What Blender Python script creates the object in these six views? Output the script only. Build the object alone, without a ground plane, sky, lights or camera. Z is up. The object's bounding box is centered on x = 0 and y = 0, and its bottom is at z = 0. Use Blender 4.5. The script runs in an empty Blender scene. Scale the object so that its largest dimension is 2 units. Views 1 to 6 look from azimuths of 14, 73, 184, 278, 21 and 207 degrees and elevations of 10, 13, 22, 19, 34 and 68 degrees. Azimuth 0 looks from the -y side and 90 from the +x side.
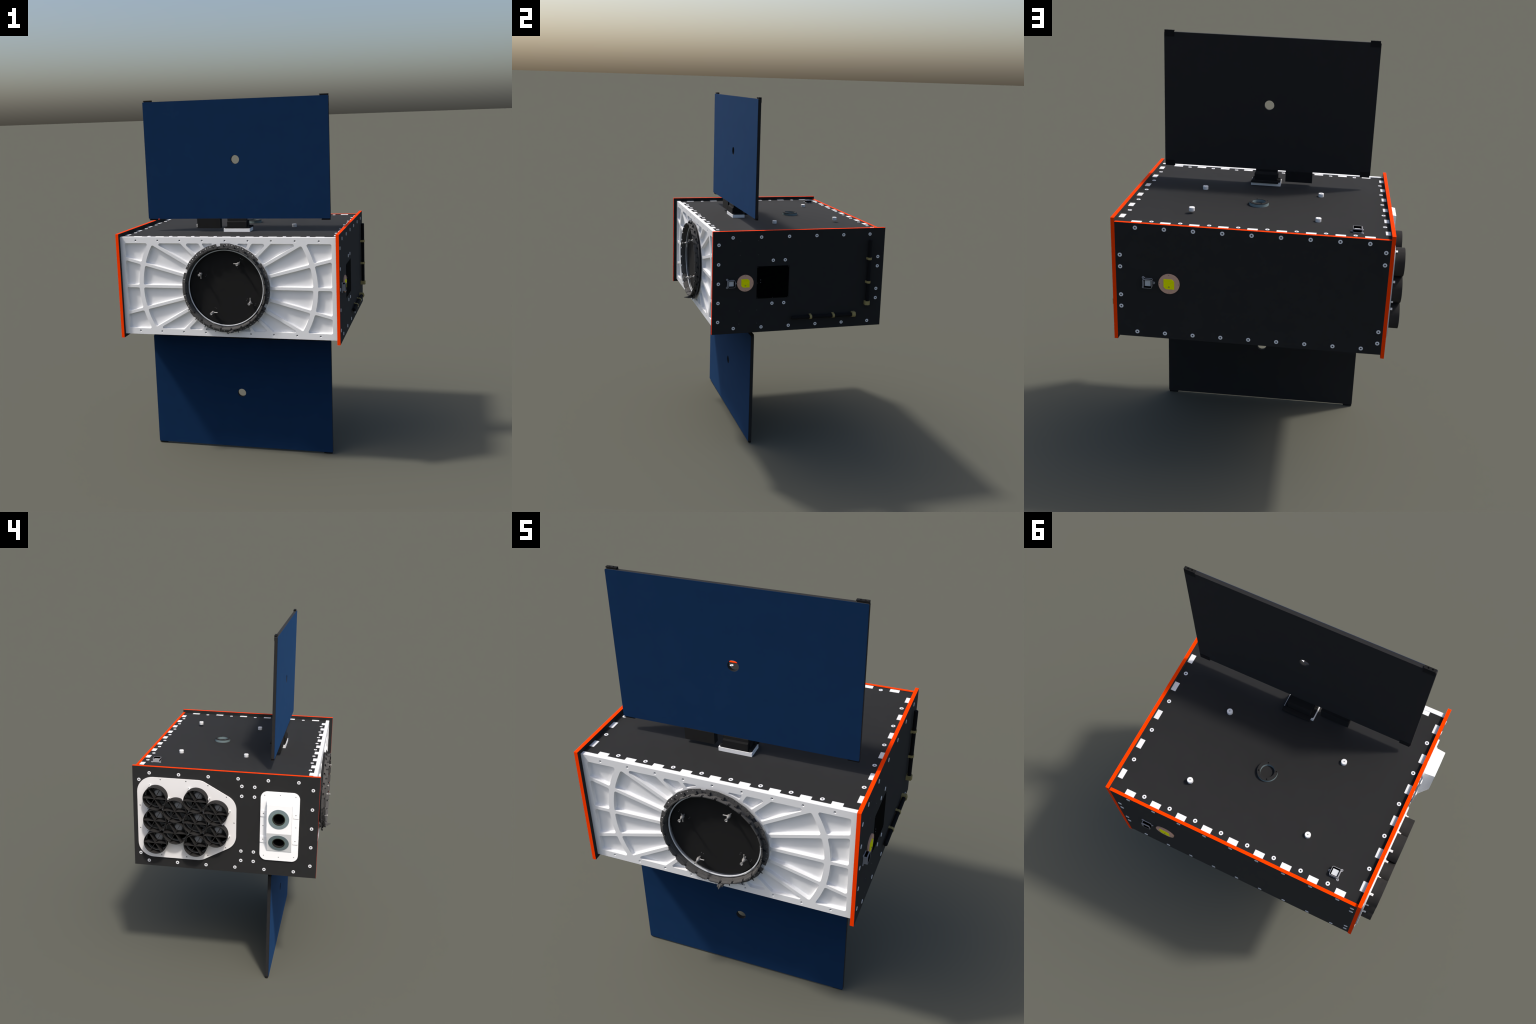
"""Small box-shaped spacecraft: black bolted panels with orange cut edges, white ribbed
front plate with a separation ring, thruster cluster, optical head, and two solar wings."""
import bpy, bmesh, math
from mathutils import Vector, Matrix
from mathutils.geometry import delaunay_2d_cdt

TAU = math.tau
# ------------------------------------------------------------------ main sizes (metres)
CX, CZ = 0.014, 1.0015            # centre of the body
XL, XR = -0.5948, 0.6228            # outer faces of the side panels
PT = 0.0163                       # panel thickness
YF, YB = -0.4895, 0.5168            # side panel front and back edges
ZB, ZT = 0.7125, 1.2905           # side panel bottom and top edges
DECK = 1.2695                     # top of the upper deck
DECK_B = 2 * CZ - DECK            # bottom of the lower deck
FR = -0.468                       # front face of the ribbed plate
FRB = -0.447                      # its rear face
PX = 0.1257                       # pitch of bolts and tabs along x
PY = 0.1604                       # the same along y

# ------------------------------------------------------------------ materials
MATS = {}


def material(name, color, rough=0.5, metal=0.0, spec=0.5, vary=0.0, scale=40.0, bump=0.0, tint=None):
    m = bpy.data.materials.new(name)
    m.use_nodes = True
    nt = m.node_tree
    b = nt.nodes["Principled BSDF"]
    b.inputs["Roughness"].default_value = rough
    b.inputs["Metallic"].default_value = metal
    b.inputs["Specular IOR Level"].default_value = spec
    if tint:
        b.inputs["Specular Tint"].default_value = (*tint, 1)
    tc = nt.nodes.new("ShaderNodeTexCoord")
    noise = nt.nodes.new("ShaderNodeTexNoise")
    noise.inputs["Scale"].default_value = scale
    noise.inputs["Detail"].default_value = 4.0
    nt.links.new(tc.outputs["Object"], noise.inputs["Vector"])
    ramp = nt.nodes.new("ShaderNodeValToRGB")
    lo = [max(0.0, c * (1 - vary)) for c in color]
    hi = [min(1.0, c * (1 + vary)) for c in color]
    ramp.color_ramp.elements[0].position, ramp.color_ramp.elements[1].position = 0.3, 0.7
    ramp.color_ramp.elements[0].color = (*lo, 1)
    ramp.color_ramp.elements[1].color = (*hi, 1)
    nt.links.new(noise.outputs["Fac"], ramp.inputs["Fac"])
    nt.links.new(ramp.outputs["Color"], b.inputs["Base Color"])
    if bump:
        bn = nt.nodes.new("ShaderNodeBump")
        bn.inputs["Strength"].default_value = bump
        bn.inputs["Distance"].default_value = 0.001
        nt.links.new(noise.outputs["Fac"], bn.inputs["Height"])
        nt.links.new(bn.outputs["Normal"], b.inputs["Normal"])
    MATS[name] = m
    return m


# everything is matt; only the tint of the faint grazing sheen differs
material("black_anodised", (0.0138, 0.0138, 0.0140), 1.0, vary=0.04, scale=14)
material("wing_black", (0.0132, 0.0132, 0.0136), 1.0, vary=0.04, scale=14)
material("deep_black", (0.0006, 0.0006, 0.0006), 1.0, spec=0.05)
material("barrel_black", (0.0016, 0.0015, 0.0015), 1.0, spec=0.1)
material("matt_black", (0.0080, 0.0080, 0.0080), 1.0, spec=0.3)
material("orange_core", (1.0, 0.050, 0.0), 1.0, spec=0.3, tint=(1.0, 0.06, 0.0))
material("solar_blue", (0.0210, 0.0700, 0.1800), 1.0, metal=1.0, vary=0.03, scale=10)
material("white_alloy", (0.81, 0.81, 0.812), 1.0, spec=0.5, vary=0.01, scale=8)
material("white_bright", (1.0, 0.995, 0.99), 1.0, spec=0.5)
material("white_plate", (0.82, 0.80, 0.79), 1.0, spec=0.2)
material("bolt_steel", (0.80, 0.80, 0.82), 1.0, spec=0.3)
material("recess_grey", (0.10, 0.10, 0.105), 1.0)  # on bolt dimples this darker grey is the recess shading, painted in
material("ring_grey", (0.078, 0.076, 0.074), 0.8, spec=0.3, vary=0.10, scale=60, bump=0.08)
material("ring_dark", (0.022, 0.022, 0.024), 0.9, spec=0.3)
material("silver", (0.62, 0.64, 0.66), 0.5)
material("prong_metal", (0.40, 0.39, 0.38), 0.45, metal=0.4)
material("slate", (0.185, 0.245, 0.255), 0.9, spec=0.3)
material("can_black", (0.0200, 0.0190, 0.0185), 0.9, spec=0.3, vary=0.06, scale=30)
material("fan_grey", (0.52, 0.53, 0.55), 0.8)
material("fan_dark", (0.20, 0.21, 0.21), 0.6)  # lightened to brighten struts and plate where little light enters the cans
material("copper", (0.66, 0.40, 0.29), 1.0, spec=0.05)
material("yellow_patch", (0.95, 0.95, 0.0), 1.0, tint=(0.9, 1.0, 0.0), vary=0.04, scale=90)
material("olive", (0.33, 0.27, 0.115), 1.0, spec=0.1)
material("rod_black", (0.0075, 0.0075, 0.0085), 1.0, spec=0.2)
material("sensor_metal", (0.34, 0.34, 0.36), 0.6)
material("sensor_window", (0.62, 0.64, 0.66), 0.7)
material("board_green", (0.10, 0.27, 0.03), 0.8)
material("lens_dark", (0.022, 0.021, 0.020), 0.8, spec=0.3)

# ------------------------------------------------------------------ objects and frames
ROOT = bpy.data.objects.new("satellite", None)
bpy.context.scene.collection.objects.link(ROOT)
ROOT.empty_display_size = 0.1
ROOT["label"] = "boxy black satellite with orange edges, white ribbed front and two blue solar wings"
ROOT["category"] = "satellite"


def front(u, v, w):   # u = x, v = z, w outward (-y)
    return Vector((u, FR - w, v))


def right(u, v, w):   # u = y, v = z, outward +x
    return Vector((XR + w, u, v))


def left(u, v, w):    # u = y, v = z, outward -x
    return Vector((XL - w, u, v))


def back(u, v, w):    # u = x, v = z, outward +y
    return Vector((u, YB + w, v))


def top(u, v, w):     # u = x, v = y, outward +z
    return Vector((u, v, DECK + w))


def bottom(u, v, w):
    return Vector((u, v, DECK_B - w))


def world(u, v, w):
    return Vector((u, v, w))


def finish(bm, name, parent, mats, smooth=35.0, kind=None, flat_axis=None):
    """Turn a bmesh given in world coordinates into a named child object."""
    bmesh.ops.remove_doubles(bm, verts=bm.verts, dist=1e-6)
    bmesh.ops.recalc_face_normals(bm, faces=bm.faces)
    lo = Vector((1e9,) * 3)
    hi = -lo
    for v in bm.verts:
        for i in range(3):
            lo[i], hi[i] = min(lo[i], v.co[i]), max(hi[i], v.co[i])
    mid = (lo + hi) / 2
    bmesh.ops.translate(bm, verts=bm.verts, vec=-mid)
    me = bpy.data.meshes.new(name)
    bm.to_mesh(me)
    bm.free()
    for m in ([mats] if isinstance(mats, str) else mats):
        me.materials.append(MATS[m])
    if smooth:
        me.shade_smooth()
        me.set_sharp_from_angle(angle=math.radians(smooth))
        if flat_axis is not None:           # faces square to this axis are truly flat
            for p in me.polygons:
                if abs(p.normal[flat_axis]) > 0.9995:
                    p.use_smooth = False
    ob = bpy.data.objects.new(name, me)
    bpy.context.scene.collection.objects.link(ob)
    place(ob, parent, Matrix.Translation(mid))
    if kind:
        ob["kind"] = kind
    return ob


WORLD_OF = {}


def place(ob, parent, mat):
    """Parent without moving: all matrices are kept in a table, no depsgraph needed."""
    WORLD_OF[ob.name] = mat
    if parent is not None:
        ob.parent = parent
        ob.matrix_basis = WORLD_OF.get(parent.name, Matrix.Identity(4)).inverted() @ mat
    else:
        ob.matrix_basis = mat


def instance(src, parent, mat):
    ob = src.copy()
    bpy.context.scene.collection.objects.link(ob)
    place(ob, parent, mat)
    return ob


# ------------------------------------------------------------------ shape builders
def circle(cu, cv, r, n=24, phase=0.0):
    return [(cu + r * math.cos(TAU * i / n + phase), cv + r * math.sin(TAU * i / n + phase)) for i in range(n)]


def rect(u0, u1, v0, v1):
    return [(u0, v0), (u1, v0), (u1, v1), (u0, v1)]


def round_poly(pts, r, n=6, limit=20.0):
    """Round every corner that turns by more than `limit` degrees."""
    out = []
    N = len(pts)
    radii = r if isinstance(r, (list, tuple)) else [r] * N
    for i in range(N):
        p, a, b = Vector(pts[i]), Vector(pts[i - 1]), Vector(pts[(i + 1) % N])
        d0, d1 = (a - p), (b - p)
        turn = math.degrees(math.pi - d0.angle(d1))
        if radii[i] <= 0 or turn < limit:
            out.append((p.x, p.y))
            continue
        half = d0.angle(d1) / 2
        t = min(radii[i] / math.tan(half), 0.49 * min(d0.length, d1.length))
        rr = t * math.tan(half)
        p0, p1 = p + d0.normalized() * t, p + d1.normalized() * t
        c = p + (d0.normalized() + d1.normalized()).normalized() * (rr / math.sin(half))
        a0, a1 = math.atan2(p0.y - c.y, p0.x - c.x), math.atan2(p1.y - c.y, p1.x - c.x)
        da = (a1 - a0 + math.pi) % TAU - math.pi
        for k in range(n + 1):
            an = a0 + da * k / n
            out.append((c.x + rr * math.cos(an), c.y + rr * math.sin(an)))
    return out


def area(p):
    return sum(p[i - 1][0] * p[i][1] - p[i][0] * p[i - 1][1] for i in range(len(p))) / 2


def fill_loops(bm, loops3d, loops2d=None):
    """Constrained triangulation of a flat face with holes; returns (vert loops, faces)."""
    if loops2d is None:
        o = loops3d[0][0]
        nrm = Vector()
        for i in range(len(loops3d[0])):
            nrm += (loops3d[0][i - 1] - o).cross(loops3d[0][i] - o)
        nrm.normalize()
        ex = nrm.orthogonal().normalized()
        ey = nrm.cross(ex)
        loops2d = [[((p - o).dot(ex), (p - o).dot(ey)) for p in lp] for lp in loops3d]
    flat, polys, vl = [], [], []
    for lp2, lp3 in zip(loops2d, loops3d):
        k = len(flat)
        flat += [Vector(p) for p in lp2]
        ids = list(range(k, k + len(lp2)))
        polys.append(ids if area(lp2) > 0 else ids[::-1])
        vl.append([bm.verts.new(p) for p in lp3])
    allv = [v for lp in vl for v in lp]
    co, _, tris, ov, _, of = delaunay_2d_cdt(flat, [], polys, 1, 1e-7, True)
    faces = []
    for t, src in zip(tris, of):
        if set(src) == {0}:
            vs = [allv[ov[i][0]] for i in t]
            if len(set(vs)) == 3:
                faces.append(bm.faces.new(vs))
    return vl, faces


def add_prism(bm, loops, frame, w0, w1, face_mat=0, edge_mat=0, bevel=0.0):
    """Plate with holes: loops[0] is the outline, the rest are holes."""
    caps = []
    for w in (w0, w1):
        vl, faces = fill_loops(bm, [[frame(u, v, w) for u, v in lp] for lp in loops])
        for f in faces:
            f.material_index = face_mat
        caps.append(vl)
    for a, b in zip(*caps):
        for i in range(len(a)):
            f = bm.faces.new((a[i - 1], a[i], b[i], b[i - 1]))
            f.material_index = edge_mat


def add_box(bm, x0, x1, y0, y1, z0, z1, mat=0, bevel=0.0):
    r = bmesh.ops.create_cube(bm, size=1.0)
    vs = r["verts"]
    for v in vs:
        v.co = Vector((x0 + (v.co.x + 0.5) * (x1 - x0), y0 + (v.co.y + 0.5) * (y1 - y0), z0 + (v.co.z + 0.5) * (z1 - z0)))
    faces = {f for v in vs for f in v.link_faces}
    for f in faces:
        f.material_index = mat
    if bevel:
        edges = list({e for v in vs for e in v.link_edges})
        bmesh.ops.bevel(bm, geom=edges, offset=bevel, segments=2, affect="EDGES", profile=0.6)


def add_lathe(bm, profile, frame, cu, cv, n=32, mat=0, mats=None, phase=0.0):
    """Revolve (radius, w) pairs about the frame's w axis through (cu, cv)."""
    rings = []
    for r, w in profile:
        if r < 1e-7:
            rings.append([bm.verts.new(frame(cu, cv, w))])
        else:
            rings.append([bm.verts.new(frame(cu + r * math.cos(TAU * i / n + phase), cv + r * math.sin(TAU * i / n + phase), w)) for i in range(n)])
    for k in range(len(rings) - 1):
        a, b = rings[k], rings[k + 1]
        m = mats[k] if mats else mat
        for i in range(n):
            j = (i + 1) % n
            if len(a) == 1 and len(b) == 1:
                continue
            if len(a) == 1:
                f = bm.faces.new((a[0], b[i], b[j]))
            elif len(b) == 1:
                f = bm.faces.new((a[i], a[j], b[0]))
            else:
                f = bm.faces.new((a[i], a[j], b[j], b[i]))
            f.material_index = m


def add_tube(bm, p0, p1, r, n=12, mat=0):
    """Solid round bar between two points."""
    p0, p1 = Vector(p0), Vector(p1)
    d = (p1 - p0).normalized()
    s = d.orthogonal().normalized()
    t = d.cross(s)

    def fr(u, v, w):
        return p0 + s * u + t * v + d * w
    L = (p1 - p0).length
    c = min(r * 0.25, L * 0.2)
    add_lathe(bm, [(0, 0), (r - c, 0), (r, c), (r, L - c), (r - c, L), (0, L)], fr, 0, 0, n, mat)


def new(builder, name, parent, mats, **kw):
    bm = bmesh.new()
    builder(bm)
    return finish(bm, name, parent, mats, **kw)


# ------------------------------------------------------------------ structural panels
def panel(name, loops, frame, thick, face="black_anodised", edge="orange_core"):
    bm = bmesh.new()
    add_prism(bm, loops, frame, 0.0, -thick, 0, 1)
    return finish(bm, name, ROOT, [face, edge], smooth=0)


# thruster mounting plate outline (y, z), reused smaller for the cut-out in the panel
T_Z = 1.0012
T_L, T_R, T_H = 0.4908, -0.0506, 0.2314


def thruster_outline(inset, radius):
    l, r, h = T_L - inset, T_R + inset, T_H - inset
    slope = math.tan(math.radians(29.0))
    ya = 0.139 + inset * 0.3
    zb = h - (ya - r) * slope
    pts = [(l, T_Z - h), (l, T_Z + h), (ya, T_Z + h), (r, T_Z + zb), (r, T_Z - zb), (ya, T_Z - h)]
    return round_poly(pts, [max(0.01, radius - inset)] * 6, 10)


side_rect = rect(YF, YB, ZB, ZT)
RIGHT = panel("side_panel", [side_rect], right, PT)
TRK_Y, TRK_W = -0.2842, (-0.388, -0.1803)
LEFT = panel("side_panel", [side_rect, thruster_outline(0.028, 0.08), rect(-0.355, -0.215, 0.86, 1.14)], left, PT)
BACK = panel("back_panel", [rect(XL + PT, XR - PT, 2 * CZ - 1.2725, 1.2725)], back, 0.0143)
Y_REAR = YB - 0.0143
deck_rect = rect(XL + PT, XR - PT, FRB, Y_REAR)
TOP = panel("deck_panel", [deck_rect], top, 0.012, edge="black_anodised")
BOTTOM = panel("deck_panel", [deck_rect], bottom, 0.012, edge="black_anodised")

# ------------------------------------------------------------------ bolts and joint tabs
bm = bmesh.new()
R_B = 0.0093
add_lathe(bm, [(0, -0.0004), (0.0028, -0.0002), (0.0036, 0.0013), (0.0040, 0.0017), (R_B - 0.0007, 0.0017), (R_B, 0.0011), (R_B, -0.001)],
          world, 0, 0, 24, mats=[1, 1, 0, 0, 0, 0])
BOLT = None


def axes(nrm):
    n = Vector(nrm)
    return n.to_track_quat("Z", "Y").to_matrix().to_4x4()


def bolt(parent, pos, nrm):
    global BOLT, bm
    mat = Matrix.Translation(pos) @ axes(nrm)
    if BOLT is None:
        BOLT = finish(bm, "bolt", None, ["bolt_steel", "recess_grey"])
        place(BOLT, parent, mat)
        return BOLT
    return instance(BOLT, parent, mat)


def tab(parent, frame, u0, u1, v0, v1):
    b = bmesh.new()
    add_prism(b, [rect(u0, u1, v0, v1)], frame, -0.002, 0.0007)
    return finish(b, "joint_tab", parent, "white_alloy", smooth=0)


for deck, fr, nz in ((TOP, top, 1), (BOTTOM, bottom, -1)):
    for i in range(8):
        x = CX + (i - 3.5) * PX
        bolt(deck, fr(x, -0.4243, 0), (0, 0, nz))
        bolt(deck, fr(x, 0.4774, 0), (0, 0, nz))
    for i in range(9):
        x = CX + (i - 4) * PX
        tab(deck, fr, x - 0.0229, x + 0.0229, FRB, -0.4245)
        tab(deck, fr, x - 0.0223, x + 0.0223, 0.4775, Y_REAR)
    for i in range(5):
        y = 0.0228 + (i - 2) * PY
        bolt(deck, fr(0.5832, y, 0), (0, 0, nz))
        bolt(deck, fr(-0.5564, y, 0), (0, 0, nz))
    for i in range(6):
        y = 0.0228 + (i - 2.5) * PY
        tab(deck, fr, 0.5830, XR - PT, y - 0.0229, y + 0.0229)
        tab(deck, fr, XL + PT, -0.5565, y - 0.0229, y + 0.0229)

for i in range(6):
    bolt(RIGHT, right(-0.3785 + i * PY, 1.2549, 0), (1, 0, 0))
    bolt(RIGHT, right(-0.3670 + i * PY, 0.7420, 0), (1, 0, 0))
    bolt(LEFT, left(0.4240 - i * PY, 1.2547, 0), (-1, 0, 0))
    bolt(LEFT, left(0.4355 - i * PY, 0.7415, 0), (-1, 0, 0))
for i in range(5):
    z = 1.2165 - i * 0.1084
    bolt(RIGHT, right(-0.4560, z, 0), (1, 0, 0))
    bolt(LEFT, left(-0.4550, z, 0), (-1, 0, 0))
for z in (1.1221, 1.0673, 0.9332, 0.8776):
    bolt(RIGHT, right(0.4803, z, 0), (1, 0, 0))
    bolt(BACK, back(0.5865, z, 0), (0, 1, 0))
for y in (-0.1472, -0.0779):
    for z in (1.1229, 0.8768):
        bolt(RIGHT, right(y, z, 0), (1, 0, 0))
for y in (-0.0777, -0.1463):
    for z in (1.2137, 1.1578, 0.8402, 0.7843):
        bolt(LEFT, left(y, z, 0), (-1, 0, 0))
for z in (1.2139, 0.7849):
    bolt(LEFT, left(0.4816, z, 0), (-1, 0, 0))
for z in (1.2155, 1.1589, 0.8421, 0.7856):
    bolt(BACK, back(-0.5590, z, 0), (0, 1, 0))
for i in range(9):
    x = CX + (i - 4) * PX
    bolt(BACK, back(x, 1.2514, 0), (0, 1, 0))
    bolt(BACK, back(x, 0.7550, 0), (0, 1, 0))

# ------------------------------------------------------------------ white ribbed front plate
R_HUB, R_IN, R_OUT0, R_OUT1 = 0.2405, 0.469, 0.4935, 0.80
HALF_X, HALF_Z, RIB = 0.5675, 0.2375, 0.0076
POCKET_DEPTH = 0.0173


def clip(poly, n, d):
    """Keep the part of a polygon where n . p >= d."""
    out = []
    for i in range(len(poly)):
        a, b = poly[i - 1], poly[i]
        da, db = n[0] * a[0] + n[1] * a[1] - d, n[0] * b[0] + n[1] * b[1] - d
        if (da >= 0) != (db >= 0):
            t = da / (da - db)
            out.append((a[0] + t * (b[0] - a[0]), a[1] + t * (b[1] - a[1])))
        if db >= 0:
            out.append(b)
    return out


def soften(poly, r):
    """Round sharp corners of a finely sampled outline by walking along it."""
    poly = [p for i, p in enumerate(poly) if (Vector(p) - Vector(poly[i - 1])).length > 1e-5]
    fine = []
    for i in range(len(poly)):
        a, b = Vector(poly[i - 1]), Vector(poly[i])
        m = max(1, math.ceil((b - a).length / 0.0012))
        fine += [tuple(a + (b - a) * (k / m)) for k in range(1, m + 1)]
    poly = fine
    N = len(poly)
    corners = []
    for i in range(N):
        d0 = Vector(poly[i]) - Vector(poly[i - 1])
        d1 = Vector(poly[(i + 1) % N]) - Vector(poly[i])
        if d0.angle(d1) > math.radians(24):
            corners.append((i, math.pi - d0.angle(d1)))

    def walk(i, step, dist):
        p = Vector(poly[i])
        while True:
            j = (i + step) % N
            q = Vector(poly[j])
            L = (q - p).length
            if L >= dist:
                return p + (q - p) * (dist / L), j
            dist, p, i = dist - L, q, j

    out, spans = [], []
    for n, (i, ang) in enumerate(corners):
        def side(step, other):
            tot, k = 0.0, i
            while k != other:
                tot += (Vector(poly[(k + step) % N]) - Vector(poly[k])).length
                k = (k + step) % N
            return tot
        prev, nxt = corners[n - 1][0], corners[(n + 1) % len(corners)][0]
        t = min(r / math.tan(ang / 2), 0.47 * side(-1, prev), 0.47 * side(1, nxt), 0.060)
        spans.append((i, walk(i, -1, t), walk(i, 1, t)))
    for n, (i, (p0, j0), (p1, j1)) in enumerate(spans):
        v = Vector(poly[i])
        d0, d1 = (p0 - v).normalized(), (p1 - v).normalized()
        half = d0.angle(d1) / 2
        c = v + (d0 + d1).normalized() * ((p0 - v).length / math.cos(half))
        a0 = math.atan2(p0.y - c.y, p0.x - c.x)
        da = (math.atan2(p1.y - c.y, p1.x - c.x) - a0 + math.pi) % TAU - math.pi
        r0, r1 = (p0 - c).length, (p1 - c).length
        for k in range(9):
            t, rr = a0 + da * k / 8, r0 + (r1 - r0) * k / 8
            out.append((c.x + rr * math.cos(t), c.y + rr * math.sin(t)))
        k, stop = j1, spans[(n + 1) % len(spans)][1][1]
        while True:
            if k == stop:
                out.append(poly[k])
                break
            out.append(poly[k])
            k = (k + 1) % N
    res = []
    for p in out:
        if not res or (Vector(p) - Vector(res[-1])).length > 4e-4:
            res.append(p)
    if (Vector(res[0]) - Vector(res[-1])).length < 4e-4:
        res.pop()
    slim = []                       # drop points that lie on a straight run
    for i in range(len(res)):
        if slim:
            a, p, b = Vector(slim[-1]), Vector(res[i]), Vector(res[(i + 1) % len(res)])
            if (p - a).length < 0.03 and (p - a).angle(b - p, 0.0) < math.radians(1.2):
                continue
        slim.append(res[i])
    return slim


def sector(r0, r1, a0, a1, n=40):
    return ([(r1 * math.cos(a0 + (a1 - a0) * i / n), r1 * math.sin(a0 + (a1 - a0) * i / n)) for i in range(n + 1)]
            + [(r0 * math.cos(a1 + (a0 - a1) * i / n), r0 * math.sin(a1 + (a0 - a1) * i / n)) for i in range(n + 1)])


def pockets():
    """Cells between radial ribs every 15 degrees and one circular rib, first quadrant, then mirrored."""
    base = []
    D = math.radians
    for k in range(5):
        a0, a1 = D(15 * k), D(15 * k + 15)
        p = sector(R_HUB, R_IN, a0 - 0.05, a1 + 0.05)
        p = clip(p, (-math.sin(a0), math.cos(a0)), RIB)
        p = clip(p, (math.sin(a1), -math.cos(a1)), RIB)
        p = clip(p, (0, -1), -HALF_Z)
        if k == 4:
            p = clip(p, (1, 0), 0.068)      # ends short of the sliver beside the hub
        base.append(soften(p, 0.0088 if k < 4 else 0.0040))
    for a0, a1 in ((0.0, D(15)), (D(15), None)):
        p = sector(R_OUT0, R_OUT1, a0 - 0.05, (a1 if a1 else D(50)) + 0.05)
        p = clip(p, (-math.sin(a0), math.cos(a0)), RIB)
        if a1:
            p = clip(p, (math.sin(a1), -math.cos(a1)), RIB)
        p = clip(p, (0, -1), -HALF_Z)
        p = clip(p, (-1, 0), -HALF_X)
        base.append(soften(p, 0.0088))
    out = []
    for p in base:
        for sx in (1, -1):
            for sz in (1, -1):
                q = [(sx * u, sz * v) for u, v in p]
                if area(q) < 0:
                    q.reverse()
                out.append(q)
    return out


def inset(poly, d):
    N, out = len(poly), []
    for i in range(N):
        a, p, b = Vector(poly[i - 1]), Vector(poly[i]), Vector(poly[(i + 1) % N])
        n0 = Vector((-(p - a).y, (p - a).x)).normalized()
        n1 = Vector((-(b - p).y, (b - p).x)).normalized()
        n = (n0 + n1)
        n = n.normalized() if n.length > 1e-6 else n0
        k = 1.0 / max(0.6, n.dot(n0))
        out.append((p.x + n.x * d * k, p.y + n.y * d * k))
    return out


def front_plate(bm):
    x0, x1, z0, z1 = XL + PT, XR - PT, 2 * CZ - 1.272, 1.272
    cells = [[(u + CX + 0.0015 * 0, v + CZ) for u, v in p] for p in pockets()]
    holes = [circle(CX + (i - 4) * PX, z, 0.0058, 16) for i in range(9) for z in (1.2535, 0.7497)]
    hub = circle(CX, CZ, 0.2150, 96)
    outline = rect(x0, x1, z0, z1)
    vl, _ = fill_loops(bm, [[front(u, v, 0) for u, v in lp] for lp in [outline, hub] + holes + cells])
    rl, _ = fill_loops(bm, [[front(u, v, FR - FRB) for u, v in lp] for lp in (outline, hub)])
    for a, b in ((vl[0], rl[0]), (vl[1], rl[1])):
        for i in range(len(a)):
            bm.faces.new((a[i - 1], a[i], b[i], b[i - 1]))
    # screw holes: straight walls with a floor
    for lp, depth in [(2 + i, 0.005) for i in range(len(holes))]:
        src = vl[lp]
        mid = sum((v.co for v in src), Vector()) / len(src)
        for k, dep in ((0.62, 0.0028), (0.60, depth)):          # countersink, then a short bore
            low = [bm.verts.new(mid + (v.co - mid) * k / (1 if dep < 0.004 else 0.62) + Vector((0, dep if dep < 0.004 else dep - 0.0028, 0))) for v in src]
            for i in range(len(src)):
                bm.faces.new((src[i - 1], src[i], low[i], low[i - 1]))
            src = low
        f = bm.faces.new(low)
        f.material_index = 1
    # pockets: a nearly upright wall, a fillet, a flat floor
    rf = 0.0048
    prof = [(0.0004, POCKET_DEPTH - rf)] + [(0.0004 + rf * (1 - math.cos(a)), POCKET_DEPTH - rf + rf * math.sin(a))
                                 for a in [math.pi / 2 * k / 5 for k in range(1, 6)]]
    prof.append((0.0004 + rf + 0.0006, POCKET_DEPTH))      # flat margin keeps the floor normals true
    for k, cell in enumerate(cells):
        prev = vl[2 + len(holes) + k]
        for off, dep in prof:
            loop = [bm.verts.new(front(u, v, -dep)) for u, v in inset(cell, off)]
            for i in range(len(loop)):
                bm.faces.new((prev[i - 1], prev[i], loop[i], loop[i - 1]))
            prev = loop
        bm.faces.new(prev)


FRONT = new(front_plate, "front_plate", ROOT, ["white_alloy", "recess_grey"], smooth=38, flat_axis=1)

# ------------------------------------------------------------------ separation ring on the front
bm = bmesh.new()
add_lathe(bm, [(0, 0.0005), (0.2003, 0.0005), (0.2003, -0.004), (0, -0.004)], front, CX, CZ, 96)
DISC = finish(bm, "docking_disc", ROOT, "matt_black")
bm = bmesh.new()
add_lathe(bm, [(0.2024, 0.0080), (0.2024, 0.0105), (0.2034, 0.0116), (0.2066, 0.0116), (0.2078, 0.0104), (0.2078, 0.0070), (0.2024, 0.0070), (0.2024, 0.0080)], front, CX, CZ, 96)
finish(bm, "inner_rim", DISC, "silver")


def polar(r, a):
    return (CX + r * math.cos(math.radians(a)), CZ + r * math.sin(math.radians(a)))


def gon(r, a0, a1, step=15.0, base=7.5):
    """Points on a 24-sided outline between two angles, corners included."""
    pts, k = [], math.ceil((a0 - base) / step + 1e-6)
    def edge(a):
        m = math.floor((a - base) / step) * step + base + step / 2
        return r * math.cos(math.radians(step / 2)) / math.cos(math.radians(a - m))
    pts.append(polar(edge(a0), a0))
    while base + k * step < a1 - 1e-6:
        pts.append(polar(r, base + k * step))
        k += 1
    pts.append(polar(edge(a1 - 1e-6), a1))
    return pts


# band: 24 flat wall segments with a dark gap at each joint, standing on a gasket
W_FLANGE0, W_FLANGE1, W_WALL = 0.0142, 0.0162, 0.0400
R_W0, R_W1, R_FL = 0.2120, 0.2210, 0.2428


def add_wedge(bm, a0, a1, lo, hi):
    """Six-sided block between two angles; lo and hi are (inner radius, outer radius, w)."""
    v = [[bm.verts.new(front(*polar(r, a), w)) for a in (a0, a1) for r in rr] for *rr, w in (lo, hi)]
    for q in ((0, 1, 3, 2),):
        bm.faces.new([v[0][i] for i in q])
        bm.faces.new([v[1][i] for i in q])
    for i, j in ((0, 1), (1, 3), (3, 2), (2, 0)):
        bm.faces.new((v[0][i], v[0][j], v[1][j], v[1][i]))


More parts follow.
